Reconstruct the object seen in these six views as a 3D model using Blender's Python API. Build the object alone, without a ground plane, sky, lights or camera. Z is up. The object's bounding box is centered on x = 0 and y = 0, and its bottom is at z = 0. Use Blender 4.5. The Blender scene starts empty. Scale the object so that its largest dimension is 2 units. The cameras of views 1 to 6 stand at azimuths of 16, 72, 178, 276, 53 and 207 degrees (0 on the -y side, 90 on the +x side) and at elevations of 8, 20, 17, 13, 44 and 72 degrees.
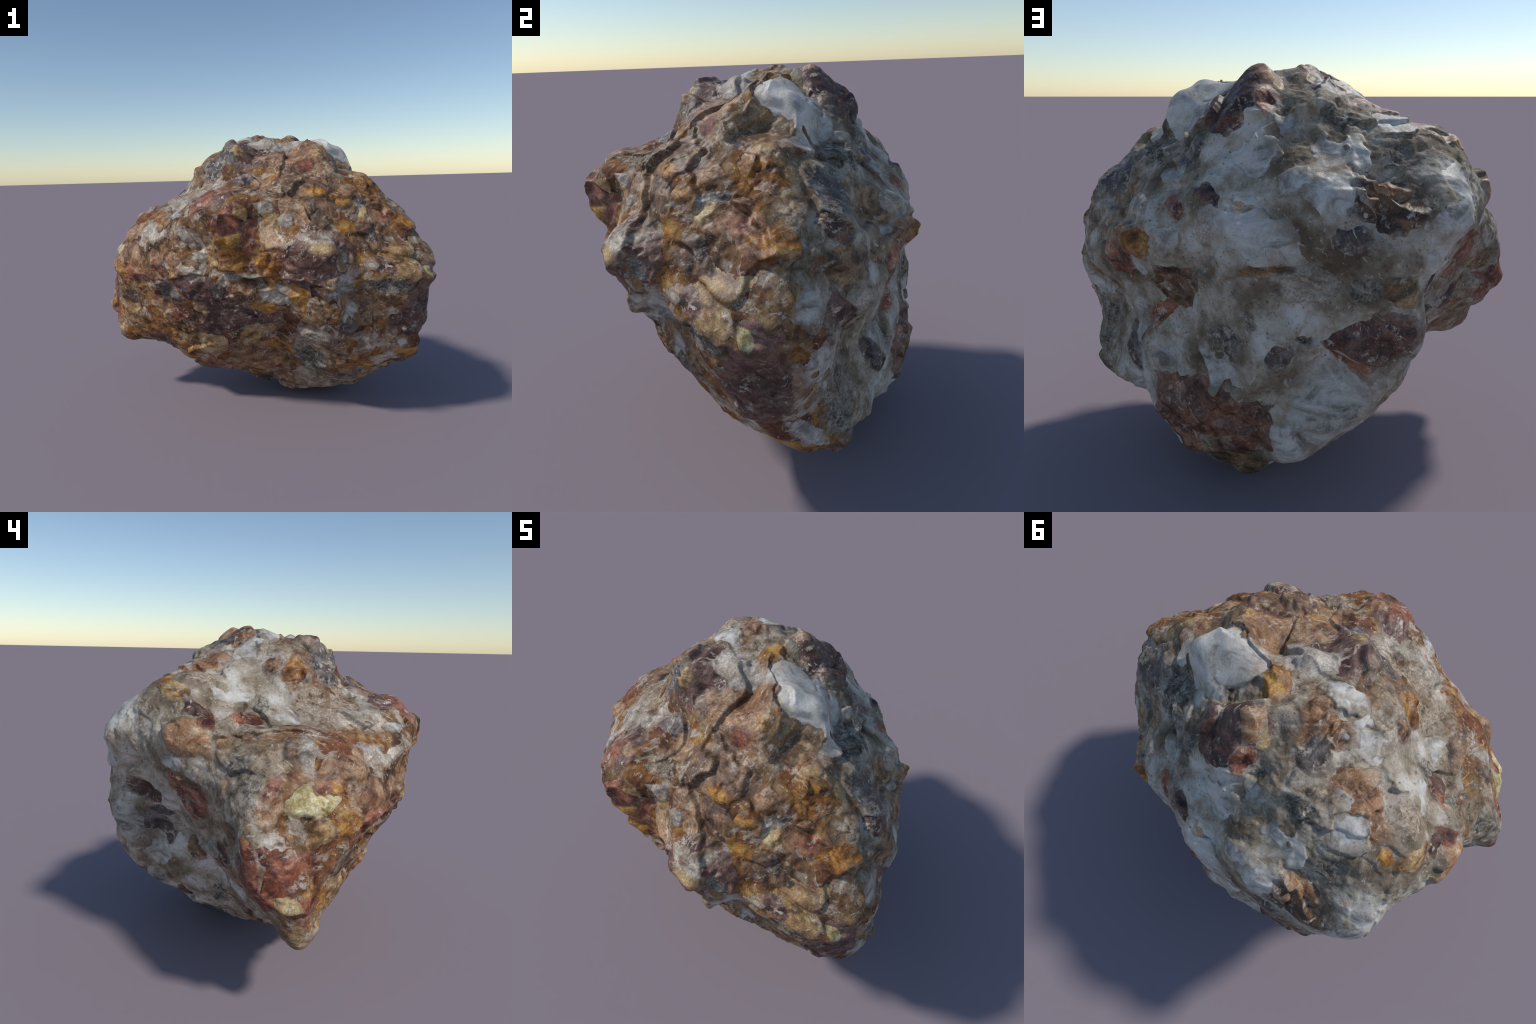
"""A lump of conglomerate rock: a lofted matrix body set with chips and pebbles of
jasper, chert and quartz.  The body is lofted through horizontal fans of
cross-section radii (one ring per 10 degrees of elevation about the core point),
the stones swell out of it, and noise breaks the surface down to grain size."""
import bpy, math
import numpy as np
from mathutils import Matrix

rng = np.random.default_rng(7)
CORE = np.array([0.03, 0.0, 0.86])

# ---------------------------------------------------------------- body profile
# radius (cm) of each ring about CORE, azimuth from the -y axis towards +x
RINGS = [
    (-90, [77.3]),
    (-80, [72.8, 77.6, 83.9, 85.2, 83.0, 78.6, 75.2, 73.7]),
    (-70, [64.8, 65.7, 76.3, 84.6, 89.6, 91.3, 91.3, 85.5, 79.6, 77.8, 78.6, 75.7, 71.1, 67.5]),
    (-60, [59.2, 58.4, 66.2, 77.9, 88.0, 93.7, 92.6, 91.7, 96.2, 87.5, 79.5, 75.8, 74.6, 77.0, 77.5, 75.1, 68.5, 61.7]),
    (-50, [55.7, 55.4, 59.8, 70.2, 81.0, 87.3, 90.4, 88.1, 87.0, 91.3, 91.4, 89.1, 86.0, 80.2, 77.1, 74.2, 72.6, 74.6, 76.0, 80.5, 77.1, 69.3, 61.8, 57.7]),
    (-40, [54.2, 54.0, 58.2, 64.5, 77.0, 85.5, 92.0, 95.7, 91.6, 84.2, 85.5, 86.5, 85.9, 86.3, 90.4, 85.8, 80.9, 74.8, 71.4, 70.2, 69.4, 78.5, 82.9, 78.1, 75.6, 66.6, 58.9, 55.9]),
    (-30, [55.1, 53.6, 57.0, 64.2, 74.9, 81.8, 91.0, 100.2, 98.1, 86.5, 76.0, 76.2, 75.6, 76.7, 80.1, 78.5, 83.1, 85.1, 83.5, 77.9, 71.5, 67.7, 64.7, 70.2, 77.0, 98.8, 88.1, 77.3, 70.4, 63.4, 58.6, 55.9]),
    (-20, [58.6, 60.7, 59.5, 66.8, 75.6, 80.3, 90.1, 98.4, 89.8, 75.7, 69.7, 66.6, 67.0, 67.2, 68.3, 70.2, 75.6, 74.7, 74.7, 85.1, 80.1, 68.8, 65.1, 63.6, 69.2, 79.8, 99.5, 101.7, 86.5, 77.2, 69.6, 64.4, 61.5, 59.2]),
    (-10, [63.0, 61.7, 62.4, 66.2, 75.2, 76.6, 90.4, 93.5, 96.7, 80.7, 73.4, 68.9, 64.6, 60.0, 60.1, 63.3, 66.7, 71.2, 71.7, 72.7, 76.6, 83.4, 71.7, 66.7, 62.7, 68.6, 76.2, 94.9, 99.8, 92.6, 84.1, 73.9, 72.1, 70.4, 66.9, 63.2]),
    (0, [63.4, 61.1, 63.2, 70.4, 77.7, 79.6, 91.0, 98.4, 94.9, 87.1, 81.0, 72.8, 66.6, 63.5, 60.9, 61.8, 67.0, 67.1, 67.4, 71.6, 79.0, 82.1, 69.3, 69.1, 68.2, 71.9, 79.3, 95.6, 94.2, 93.2, 85.9, 79.6, 74.9, 73.7, 68.7, 67.5]),
    (10, [68.2, 67.1, 72.2, 78.1, 78.3, 78.3, 80.1, 89.4, 91.0, 85.2, 76.4, 71.2, 70.6, 71.6, 67.6, 64.4, 66.4, 68.0, 69.0, 71.6, 80.5, 83.6, 82.4, 74.7, 77.4, 80.8, 82.9, 92.2, 89.8, 84.9, 85.1, 79.6, 76.3, 76.2, 72.8, 69.0]),
    (20, [77.4, 66.9, 71.4, 71.5, 73.6, 75.1, 78.7, 83.1, 85.1, 77.7, 67.2, 69.6, 71.3, 67.5, 67.6, 69.7, 69.3, 71.4, 74.4, 77.3, 87.2, 88.8, 84.6, 85.9, 84.7, 81.6, 83.7, 83.0, 80.2, 76.8, 76.0, 77.0, 79.9, 79.7]),
    (30, [77.7, 71.2, 69.8, 72.0, 75.1, 76.6, 74.6, 78.9, 76.7, 71.9, 67.5, 68.1, 65.3, 67.2, 67.1, 67.2, 72.2, 74.9, 73.6, 79.3, 86.0, 85.8, 82.8, 74.3, 70.1, 67.3, 68.0, 69.6, 69.3, 70.9, 74.3, 78.1]),
    (40, [67.8, 66.6, 68.1, 70.5, 71.0, 71.9, 78.4, 72.7, 68.6, 66.7, 63.4, 64.1, 63.5, 64.0, 70.0, 69.1, 73.1, 79.0, 82.5, 81.8, 71.8, 67.3, 63.3, 62.6, 62.9, 63.7, 64.4, 68.8]),
    (50, [59.6, 62.3, 65.1, 67.9, 73.1, 69.2, 73.4, 62.8, 65.2, 67.7, 68.2, 67.7, 67.2, 69.2, 71.6, 73.1, 72.3, 69.8, 67.4, 68.6, 68.1, 64.2, 64.1, 61.5]),
    (60, [63.7, 64.7, 67.5, 72.5, 77.0, 72.4, 67.6, 67.1, 72.0, 67.7, 71.2, 71.2, 71.5, 69.2, 71.4, 69.8, 66.7, 68.8]),
    (70, [63.3, 63.7, 64.3, 72.6, 70.4, 69.5, 72.4, 71.4, 72.4, 70.0, 72.9, 73.1, 72.3, 72.9]),
    (80, [67.2, 67.5, 70.1, 72.4, 75.1, 76.8, 74.1, 69.4]),
    (90, [69.0]),
]

# ---------------------------------------------------------------- stones
# kind, azimuth, elevation (deg), half length, half width (deg), spin (deg), swell (mm)
STONES = [
    ("whiteblock", 91, 59, 20.5, 10.5, 88, 5),
    ("purple", 32, 7, 12.7, 12.0, 143, 50),
    ("honey", 31, 11, 3.5, 1.9, 173, 3),
    ("rust", -2, 22, 5.4, 3.1, 94, 8),
    ("amber", -2, 13, 8.3, 3.8, 55, 8),
    ("amber", 4, 6, 10.4, 5.0, 0, 8),
    ("rust", 6, 17, 6.6, 2.7, 88, 4),
    ("amber", 11, 15, 8.7, 3.6, 95, 6),
    ("honey", -10, 11, 8.0, 3.2, 96, 8),
    ("honey", 3, 26, 3.1, 2.0, 104, 5),
    ("orange", 15, 16, 6.4, 3.1, 104, 10),
    ("amber", 15, 1, 6.4, 3.4, 80, 14),
    ("grey", 13, 29, 3.4, 3.0, 64, 14),
    ("grey", 22, 23, 2.8, 2.7, 16, 10),
    ("brown", 36, 25, 8.6, 5.3, 128, 6),
    ("orange", 24, 30, 3.6, 3.3, 132, 8),
    ("orange", 29, 25, 4.6, 3.4, 104, 4),
    ("amber", 48, 29, 3.6, 2.5, 32, 5),
    ("amber", 45, 19, 3.2, 2.6, 15, 6),
    ("amber", 46, 23, 2.2, 1.2, 41, 4),
    ("brown", 36, 42, 14.0, 8.3, 175, 8),
    ("amber", 38, 35, 3.9, 2.5, 155, 3),
    ("orange", 9, 45, 5.3, 3.5, 91, 6),
    ("slate", -3, 51, 6.4, 4.1, 173, 7),
    ("purple", -15, 71, 13.5, 9.2, 113, 16),
    ("honey", -19, 65, 3.2, 2.3, 98, 4),
    ("slate", -39, 54, 6.7, 4.3, 163, 10),
    ("brown", -62, 59, 4.8, 3.3, 15, 12),
    ("brown", -73, 26, 7.1, 2.5, 165, 12),
    ("rust", -93, 30, 5.1, 2.8, 14, 8),
    ("orange", 40, 65, 10.2, 8.9, 25, 8),
    ("rust", 44, 54, 4.0, 2.5, 121, 5),
    ("honey", 59, 57, 3.7, 2.2, 46, 8),
    ("umber", 69, 50, 9.3, 6.0, 7, 8),
    ("honey", 75, 34, 8.5, 4.5, 128, 8),
    ("orange", 64, 21, 10.1, 3.2, 179, 8),
    ("amber", 73, 15, 5.4, 2.9, 168, 6),
    ("brown", 55, 13, 5.3, 3.9, 161, 5),
    ("honey", 61, 4, 6.5, 5.3, 105, 10),
    ("honey", 68, 8, 2.4, 1.4, 29, 6),
    ("yellow", 69, 0, 1.7, 1.2, 116, 4),
    ("purple", 72, 1, 4.4, 2.7, 164, 8),
    ("crust", 52, 3, 2.7, 1.8, 155, 4),
    ("purple", 56, 3, 3.4, 2.3, 129, 4),
    ("lichen", 58, -4, 9.7, 3.3, 172, 0),
    ("quartz", 42, -3, 7.1, 4.8, 179, 7),
    ("umber", 52, -14, 5.9, 3.3, 115, 10),
    ("bluequartz", 47, -16, 6.8, 2.6, 82, 4),
    ("slate", 48, -21, 3.9, 3.0, 136, 6),
    ("purple", 69, -16, 7.7, 5.0, 8, 14),
    ("crust", 68, -34, 6.0, 5.0, 160, 8),
    ("amber", 76, -29, 4.8, 2.7, 165, 6),
    ("orange", 56, -43, 4.1, 2.0, 126, 6),
    ("lichen", 44, -49, 13.9, 7.3, 109, -6),
    ("bluequartz", 68, -25, 2.8, 2.0, 139, 3),
    ("purple", -17, -8, 14.1, 7.7, 169, 14),
    ("rust", -37, -20, 6.4, 4.3, 9, 6),
    ("purple", -13, -27, 18.9, 9.6, 29, 10),
    ("slate", -10, -7, 4.4, 2.0, 79, 5),
    ("purple", 10, -27, 11.2, 10.0, 120, 6),
    ("amber", 13, -17, 7.2, 2.8, 169, 3),
    ("honey", -32, -45, 8.1, 6.2, 100, 6),
    ("amber", -59, -29, 7.0, 5.9, 6, 8),
    ("rust", -51, -56, 6.9, 4.9, 163, 10),
    ("orange", -2, -62, 11.8, 10.4, 158, 10),
    ("honey", 4, -41, 14.2, 5.7, 40, 4),
    ("brown", -19, -51, 4.2, 3.6, 24, 6),
    ("honey", -46, -36, 3.4, 2.6, 12, 5),
    ("orange", -55, 5, 6.8, 3.4, 177, 8),
    ("orange", -41, 4, 5.0, 3.1, 176, 8),
    ("rust", -55, -2, 8.6, 3.2, 178, 6),
    ("orange", -29, 7, 4.4, 2.6, 179, 6),
    ("crust", -20, 4, 8.6, 3.6, 171, 10),
    ("quartz", -30, 24, 4.4, 2.6, 163, 16),
    ("crust", -42, 16, 9.8, 3.2, 11, 6),
    ("crust", -21, 14, 4.0, 3.7, 144, 6),
    ("amber", -74, -17, 3.9, 3.3, 162, 8),
    ("brown", -62, -12, 6.1, 2.5, 2, 6),
    ("orange", -47, -16, 5.7, 3.8, 167, 6),
    ("grey", 3, -1, 9.3, 2.7, 172, 4),
    ("grey", 18, -10, 7.8, 5.1, 172, 4),
    ("purple", 70, -12, 10.0, 6.5, 87, 10),
    ("quartz", 85, -12, 10.0, 5.6, 116, 8),
    ("bluequartz", 81, 4, 4.7, 4.0, 40, 2),
    ("purple", 90, -1, 7.4, 2.6, 128, 5),
    ("grey", 97, 0, 6.2, 3.4, 138, 8),
    ("lichen", 90, -23, 11.2, 4.9, 127, -8),
    ("quartz", 81, -26, 6.7, 1.9, 135, 6),
    ("bluequartz", 116, -24, 12.5, 4.6, 142, 3),
    ("slate", 112, -28, 7.1, 2.7, 142, 4),
    ("umber", 112, 22, 8.2, 6.2, 177, 6),
    ("orange", 122, 11, 9.8, 4.3, 4, 12),
    ("rust", 115, 3, 7.5, 4.3, 157, 6),
    ("slate", 93, 27, 8.0, 4.8, 130, 5),
    ("purple", 90, 18, 5.5, 2.6, 150, 10),
    ("sand", 80, 19, 6.6, 3.4, 33, 6),
    ("umber", 90, 10, 7.5, 3.8, 172, 6),
    ("amber", 73, 15, 4.0, 2.6, 164, 3),
    ("rust", 67, 21, 3.3, 3.1, 179, 4),
    ("orange", 66, 24, 3.2, 2.2, 8, 4),
    ("honey", 57, 23, 3.2, 1.8, 10, 4),
    ("slate", 58, 27, 4.2, 1.8, 9, 4),
    ("amber", 73, 33, 6.3, 3.2, 142, 8),
    ("umber", 62, 50, 5.3, 3.7, 123, 6),
    ("honey", 74, 4, 2.3, 2.0, 162, 5),
    ("crust", 54, 3, 3.8, 2.3, 143, 5),
    ("crust", 34, 15, 4.9, 2.0, 2, 4),
    ("lichen", 41, 8, 4.4, 3.8, 161, -4),
    ("quartz", 42, -4, 7.2, 4.4, 42, 7),
    ("grey", 5, 82, 7.6, 5.3, 4, 2),
    ("grey", 47, 76, 6.8, 2.7, 10, 2),
    ("orange", -130, 52, 10.2, 6.6, 93, 8),
    ("quartz", -77, 78, 6.6, 3.8, 83, 3),
    ("sand", 150, 87, 5.4, 4.4, 67, 4),
    ("slate", -8, 50, 5.0, 3.5, 20, 8),
    ("orange", -8, 35, 3.1, 2.0, 17, 5),
    ("brown", 10, 60, 3.0, 2.4, 178, 5),
    ("orange", 9, 46, 4.3, 2.3, 4, 4),
    ("brown", -156, 26, 6.4, 4.6, 124, 16),
    ("orange", -154, 28, 5.8, 2.0, 135, 10),
    ("lichen", -156, 53, 6.6, 5.1, 143, -14),  # dark patch on the floor of the pit
    ("lichen", -145, 35, 6.5, 3.9, 80, -10),
    ("quartz", -81, 75, 4.2, 3.5, 52, 4),
    ("quartz", -104, 64, 4.6, 3.8, 102, 3),
    ("quartz", -75, 34, 6.7, 3.2, 122, 7),
    ("lichen", -92, 25, 5.5, 3.2, 131, -10),
    ("brown", -92, 23, 2.7, 1.7, 136, 10),
    ("lichen", -89, 10, 7.0, 3.6, 104, 6),
    ("lichen", 178, 61, 3.5, 3.4, 139, -8),
    ("lichen", 98, 37, 9.9, 4.8, 88, -8),
    ("amber", -128, 38, 2.5, 1.6, 112, 5),
    ("orange", -59, 14, 3.1, 1.2, 143, 8),
    ("rust", -106, 27, 4.6, 2.0, 135, 10),
    ("rust", -15, 29, 6.7, 3.8, 71, 6),
    ("brown", -82, 56, 3.9, 2.0, 95, 5),
    ("quartz", 168, 43, 6.2, 4.2, 51, 7),
    ("quartz", -179, 32, 5.3, 4.2, 22, 6),
    ("brown", -156, 24, 7.0, 6.7, 77, 14),
    ("quartz", -169, 27, 7.0, 6.5, 90, 8),
    ("quartz", -144, 19, 5.4, 4.2, 5, 8),
    ("quartz", 167, 42, 6.6, 5.6, 51, 7),
    ("quartz", 167, 20, 9.0, 4.8, 166, 2),
    ("quartz", 140, 15, 5.4, 4.1, 14, 4),
    ("amber", 129, 11, 6.4, 3.7, 16, 12),
    ("rust", 113, 6, 4.2, 2.6, 20, 6),
    ("rust", 139, 24, 5.7, 2.6, 155, 6),
    ("purple", 152, 29, 5.6, 2.3, 150, 6),
    ("purple", -161, -9, 10.3, 5.8, 25, 12),
    ("rust", -165, -15, 4.7, 1.3, 165, 5),
    ("umber", -155, 3, 4.3, 3.4, 124, 8),
    ("lichen", -163, 4, 4.9, 3.9, 148, 0),
    ("grey", -177, 5, 8.6, 4.8, 178, 4),
    ("umber", 171, 9, 6.0, 1.7, 8, 3),
    ("lichen", 167, -6, 4.2, 2.9, 147, 4),
    ("lichen", -177, -10, 3.6, 2.0, 168, 3),
    ("brown", 138, -2, 9.8, 7.5, 30, 4),
    ("rust", 128, -14, 7.9, 3.1, 30, 5),
    ("lichen", 160, -13, 7.4, 5.2, 15, 5),
    ("bluequartz", -171, -28, 13.9, 9.7, 55, 4),
    ("quartz", 179, -37, 6.4, 4.8, 92, 9),
    ("bluequartz", 157, -22, 9.6, 5.7, 170, 2),
    ("bluequartz", 134, -26, 7.7, 3.8, 2, 3),
    ("russet", 152, -37, 17.1, 8.8, 9, 40),
    ("umber", 160, -50, 10.2, 7.0, 95, 6),
    ("rust", -89, -7, 6.3, 1.8, 104, 8),
    ("umber", -86, -26, 8.9, 3.6, 171, 10),
    ("lichen", 107, 40, 13.8, 8.2, 8, 2),
    ("lichen", 90, 21, 5.2, 3.9, 5, 4),
    ("lichen", -146, 35, 7.1, 4.8, 67, -12),
    ("lichen", 90, -27, 7.2, 3.5, 148, 0),
    ("grey", 122, 22, 6.3, 3.1, 173, 10),
    ("umber", 105, 10, 5.6, 3.0, 4, 6),
    ("rust", -85, -10, 7.6, 6.1, 90, 14),
    ("orange", -85, 5, 3.8, 2.5, 42, 6),
    ("rust", -84, 9, 3.1, 1.5, 53, 5),
    ("crust", -84, -3, 3.5, 1.6, 146, 5),
    ("honey", -81, -15, 2.9, 1.9, 150, 6),
    ("rust", -77, -17, 3.0, 2.7, 76, 6),
    ("umber", -79, -25, 4.3, 2.5, 68, 10),
    ("honey", -67, -18, 7.1, 4.4, 119, 6),
    ("yellow", -74, 6, 6.1, 3.0, 2, 24),
    ("honey", -73, -1, 3.6, 2.9, 60, 18),
    ("amber", -64, 0, 4.3, 2.7, 158, 12),
    ("orange", -64, 14, 8.6, 3.5, 21, 14),
    ("amber", -67, 9, 1.5, 1.3, 15, 5),
    ("grey", -74, 18, 5.4, 2.2, 88, 6),
    ("rust", -71, 9, 2.8, 1.2, 14, 4),
    ("orange", -52, 5, 5.0, 2.9, 131, 6),
    ("rust", -37, 2, 5.1, 2.2, 151, 5),
    ("rust", -53, -1, 5.9, 2.4, 169, 4),
    ("purple", -13, 34, 8.6, 4.7, 165, 6),
    ("orange", -109, 20, 6.5, 4.8, 169, 14),
    ("purple", -110, 29, 3.8, 2.2, 156, 10),
    ("honey", -120, 34, 5.9, 2.4, 171, 10),
    ("quartz", -139, 23, 5.8, 4.7, 66, 8),
    ("quartz", -114, 13, 4.8, 2.3, 3, 4),
    ("grey", -106, 11, 3.0, 1.6, 11, 4),
    ("lichen", -93, 14, 4.8, 4.2, 29, 0),
    ("rust", -109, 1, 7.3, 4.6, 28, 8),
    ("quartz", -124, -2, 4.8, 3.7, 81, 3),
    ("grey", -122, -13, 7.0, 5.4, 20, 5),
    ("slate", -133, -14, 10.7, 6.4, 66, 4),
    ("purple", -137, 0, 8.3, 3.4, 169, 4),
    ("bluequartz", -147, -13, 9.2, 8.1, 69, 4),
    ("bluequartz", -137, -27, 8.2, 7.3, 175, 3),
    ("purple", -101, -16, 5.6, 3.2, 70, 6),
    ("umber", -95, -3, 3.4, 2.7, 69, 4),
    ("amber", -89, -49, 5.3, 2.9, 78, 6),
    ("brown", -140, -49, 5.2, 3.3, 37, 5),
    ("lichen", -111, -44, 7.6, 4.8, 54, -4),
    ("orange", -132, 74, 6.9, 4.8, 142, 10),
    ("brown", -84, 56, 3.2, 2.3, 65, 5),
    ("slate", -36, 60, 11.3, 4.6, 26, 10),
    ("lichen", -89, 37, 5.7, 3.8, 77, -2),
    ("bluequartz", -79, 33, 5.1, 3.3, 6, 2),
    ("rust", -76, -7, 2.3, 1.8, 177, 6),
    ("umber", -98, 20, 2.2, 1.8, 119, 6),
    ("quartz", 114, 62, 5.7, 3.2, 57, 1),
    ("purple", 148, 64, 13.0, 8.6, 75, 48),
    ("orange", 158, 71, 5.4, 2.8, 122, 4),
    ("rust", 167, 61, 4.3, 2.5, 81, 4),
    ("honey", 172, 69, 2.2, 1.5, 76, 2),
    ("orange", -141, 73, 6.9, 3.3, 176, 8),
    ("orange", -127, 81, 3.7, 2.0, 161, 4),
    ("quartz", -137, 47, 5.3, 4.6, 49, 2),
    ("quartz", -163, 43, 7.6, 4.9, 12, 3),
    ("quartz", -86, 78, 6.3, 4.6, 99, 2),
    ("crust", -95, 64, 7.7, 5.7, 123, 2),
    ("sand", -148, 58, 9.4, 3.3, 163, 0),
    ("sand", -115, 42, 7.1, 4.5, 145, 0),
    ("crust", 31, 14, 7.3, 2.9, 163, 3),
    ("crust", -121, -11, 3.4, 1.6, 125, 1),
    ("quartz", 171, 16, 12.9, 5.1, 164, 1),
    ("quartz", -146, 11, 5.0, 2.2, 157, 2),
    ("quartz", -101, 39, 7.2, 3.4, 13, 1),
    ("quartz", -104, 65, 9.2, 6.1, 86, 1),
    ("sand", -52, 36, 18.4, 11.1, 170, 0),
    ("crust", -17, 12, 7.1, 5.1, 109, 2),
    ("crust", -34, 38, 18.3, 10.9, 46, 2),
    ("sand", 7, 36, 6.9, 3.2, 168, 0),
    ("crust", -42, 30, 12.9, 7.8, 172, 0),
    ("sand", -62, 42, 11.8, 6.8, 24, 0),
    ("crust", -49, 16, 6.9, 5.0, 171, 0),
    ("sand", 79, 22, 4.8, 2.6, 169, 0),
    ("crust", 15, 19, 8.5, 2.9, 124, 0),
    ("crust", 37, -32, 11.3, 5.2, 74, 0),
    ("crust", 56, -28, 6.0, 4.6, 22, 0),
    ("lichen", 64, -47, 7.7, 5.0, 98, 0),
    ("sand", -46, 42, 14.0, 9.0, 115, 0),
    ("brown", 41, 52, 9.1, 4.5, 152, 5),
    ("amber", 75, 15, 5.1, 4.0, 8, 4),
]

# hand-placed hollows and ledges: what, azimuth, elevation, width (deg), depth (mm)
RELIEF = [
    ("hollow", 97, 45, 3.6, -29),
    ("knob", 35, 5, 3.6, 28),
    ("hollow", 43, -4, 3.6, -29),
    ("knob", 93, 55, 3.6, 28),
    ("knob", 105, -35, 3.6, 26),
    ("hollow", 106, -44, 3.6, -31),
    ("knob", 91, 36, 3.6, 26),
    ("knob", -76, -26, 3.6, 26),
    ("hollow", -85, -29, 3.6, -28),
    ("knob", -94, -32, 3.6, 29),
    ("hollow", -72, -17, 3.6, -24),
    ("hollow", 27, -1, 3.6, -23),
    ("knob", 36, -7, 3.6, 25),
    ("hollow", 103, -27, 3.6, -22),
    ("hollow", -154, 25, 3.6, -22),
    ("hollow", 89, 27, 3.6, -22),
    ("hollow", 86, 6, 3.6, -21),
    ("knob", 103, -53, 3.6, 20),
    ("knob", -4, 15, 3.6, 20),
    ("hollow", -67, -34, 3.6, -19),
    ("hollow", -95, -6, 3.6, -19),
    ("hollow", 4, 7, 3.6, -18),
    ("knob", 87, -6, 3.6, 18),
    ("hollow", 94, -11, 3.6, -21),
    ("knob", 101, -17, 3.6, 21),
    ("hollow", 103, 63, 3.6, -18),
    ("knob", -159, 32, 3.6, 17),
    ("hollow", 2, 23, 3.6, -17),
    ("knob", -81, -16, 3.6, 17),
    ("hollow", -89, -22, 3.6, -19),
    ("hollow", 5, 45, 3.6, -17),
    ("knob", 5, 53, 3.6, 17),
    ("knob", 158, 54, 3.6, 17),
    ("knob", 92, 17, 3.6, 16),
    ("knob", -70, -41, 3.6, 16),
    ("hollow", -104, -33, 3.6, -16),
    ("hollow", -135, 5, 3.6, -16),
    ("knob", -139, -4, 3.6, 17),
    ("knob", 100, -35, 3.6, 16),
    ("hollow", -75, 14, 3.6, -16),
    ("knob", -75, 23, 3.6, 17),
    ("hollow", 163, 64, 3.6, -16),
    ("knob", 52, -7, 3.6, 16),
    ("hollow", 83, -45, 3.6, -16),
    ("knob", -102, -13, 3.6, 16),
    ("knob", 140, -46, 3.6, 16),
    ("hollow", -25, 76, 3.6, -15),
    ("knob", -24, 66, 3.6, 16),
    ("hollow", -11, 58, 3.6, -16),
    ("hollow", 96, -28, 3.6, -15),
    ("hollow", 139, -37, 3.6, -15),
    ("knob", -140, 14, 3.6, 15),
    ("hollow", -133, 21, 3.6, -16),
    ("hollow", 87, 44, 3.6, -15),
    ("hollow", 43, 14, 3.6, -15),
    ("knob", 6, 36, 3.6, 15),
    ("knob", -87, 5, 3.6, 15),
    ("hollow", -80, -5, 3.6, -15),
    ("knob", -87, -9, 3.6, 15),
    ("knob", 75, 5, 3.6, 14),
    ("knob", -143, 28, 3.6, 14),
    ("knob", 18, 0, 3.6, 14),
    ("hollow", -92, 15, 3.6, -14),
    ("knob", -73, 7, 3.6, 14),
    ("hollow", -14, 16, 3.6, -14),
    ("hollow", 98, -62, 3.6, -13),
    ("knob", 83, -53, 3.6, 13),
    ("hollow", -80, -36, 3.6, -13),
    ("knob", -74, -28, 3.6, 14),
    ("knob", 53, 6, 3.6, 13),
    ("hollow", -144, 6, 3.6, -13),
    ("knob", 85, -35, 3.6, 13),
    ("hollow", 74, 58, 3.6, -13),
    ("knob", -95, -24, 3.6, 13),
    ("hollow", 150, 45, 3.6, -13),
    ("knob", 102, 37, 3.6, 13),
    ("hollow", -145, -14, 3.6, -13),
    ("knob", -159, 20, 3.6, 12),
    ("hollow", -153, 27, 3.6, -13),
    ("knob", 151, 37, 3.6, 12),
    ("knob", -70, -10, 3.6, 12),
    ("hollow", 66, 11, 3.6, -12),
    ("hollow", 131, -52, 3.6, -12),
    ("hollow", 46, -17, 3.6, -12),
    ("knob", 105, 74, 3.6, 12),
    ("hollow", 60, 75, 3.6, -13),
    ("knob", 18, 80, 3.6, 14),
    ("knob", 39, 22, 3.6, 12),
    ("hollow", 78, -8, 3.6, -12),
    ("knob", 53, 54, 3.6, 12),
    ("knob", 95, 5, 3.6, 12),
    ("hollow", 103, 5, 3.6, -13),
    ("hollow", 168, 47, 3.6, -12),
    ("hollow", -107, -24, 3.6, -12),
    ("knob", -115, -30, 3.6, 12),
    ("hollow", -72, 34, 3.6, -12),
    ("knob", 116, -50, 3.6, 12),
    ("hollow", 27, -15, 3.6, -11),
    ("knob", 173, -46, 3.6, 11),
    ("knob", 37, -20, 3.6, 11),
    ("knob", -103, -1, 3.6, 11),
    ("hollow", -94, -13, 3.6, -11),
    ("knob", 147, 71, 3.6, 11),
    ("knob", 9, 17, 3.6, 11),
    ("hollow", -74, 16, 3.6, -11),
    ("knob", -140, -24, 3.6, 11),
    ("hollow", 43, -4, 3.6, -11),
    ("knob", -1, -1, 3.6, 11),
    ("hollow", 163, 30, 3.6, -11),
    ("hollow", -105, 34, 3.6, -11),
    ("hollow", -135, -15, 3.6, -11),
    ("knob", 112, 51, 3.6, 11),
    ("hollow", 122, 45, 3.6, -12),
    ("knob", 35, -1, 3.6, 10),
    ("hollow", 26, 6, 3.6, -11),
    ("hollow", -174, -51, 3.6, -10),
    ("hollow", 40, 46, 3.6, -10),
    ("knob", 113, 4, 3.6, 10),
    ("knob", 86, -8, 3.6, 10),
    ("hollow", 86, 1, 3.6, -11),
    ("knob", 19, -16, 3.6, 10),
    ("knob", 73, 65, 3.6, 10),
    ("knob", -99, 26, 3.6, 10),
    ("hollow", -45, -5, 3.6, -10),
    ("hollow", 49, 31, 3.6, -10),
    ("knob", 41, 37, 3.6, 11),
    ("hollow", -73, -19, 3.6, -10),
    ("hollow", -37, 16, 3.6, -10),
    ("hollow", 131, 83, 3.6, -10),
    ("hollow", 9, 44, 3.6, -10),
]


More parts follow.
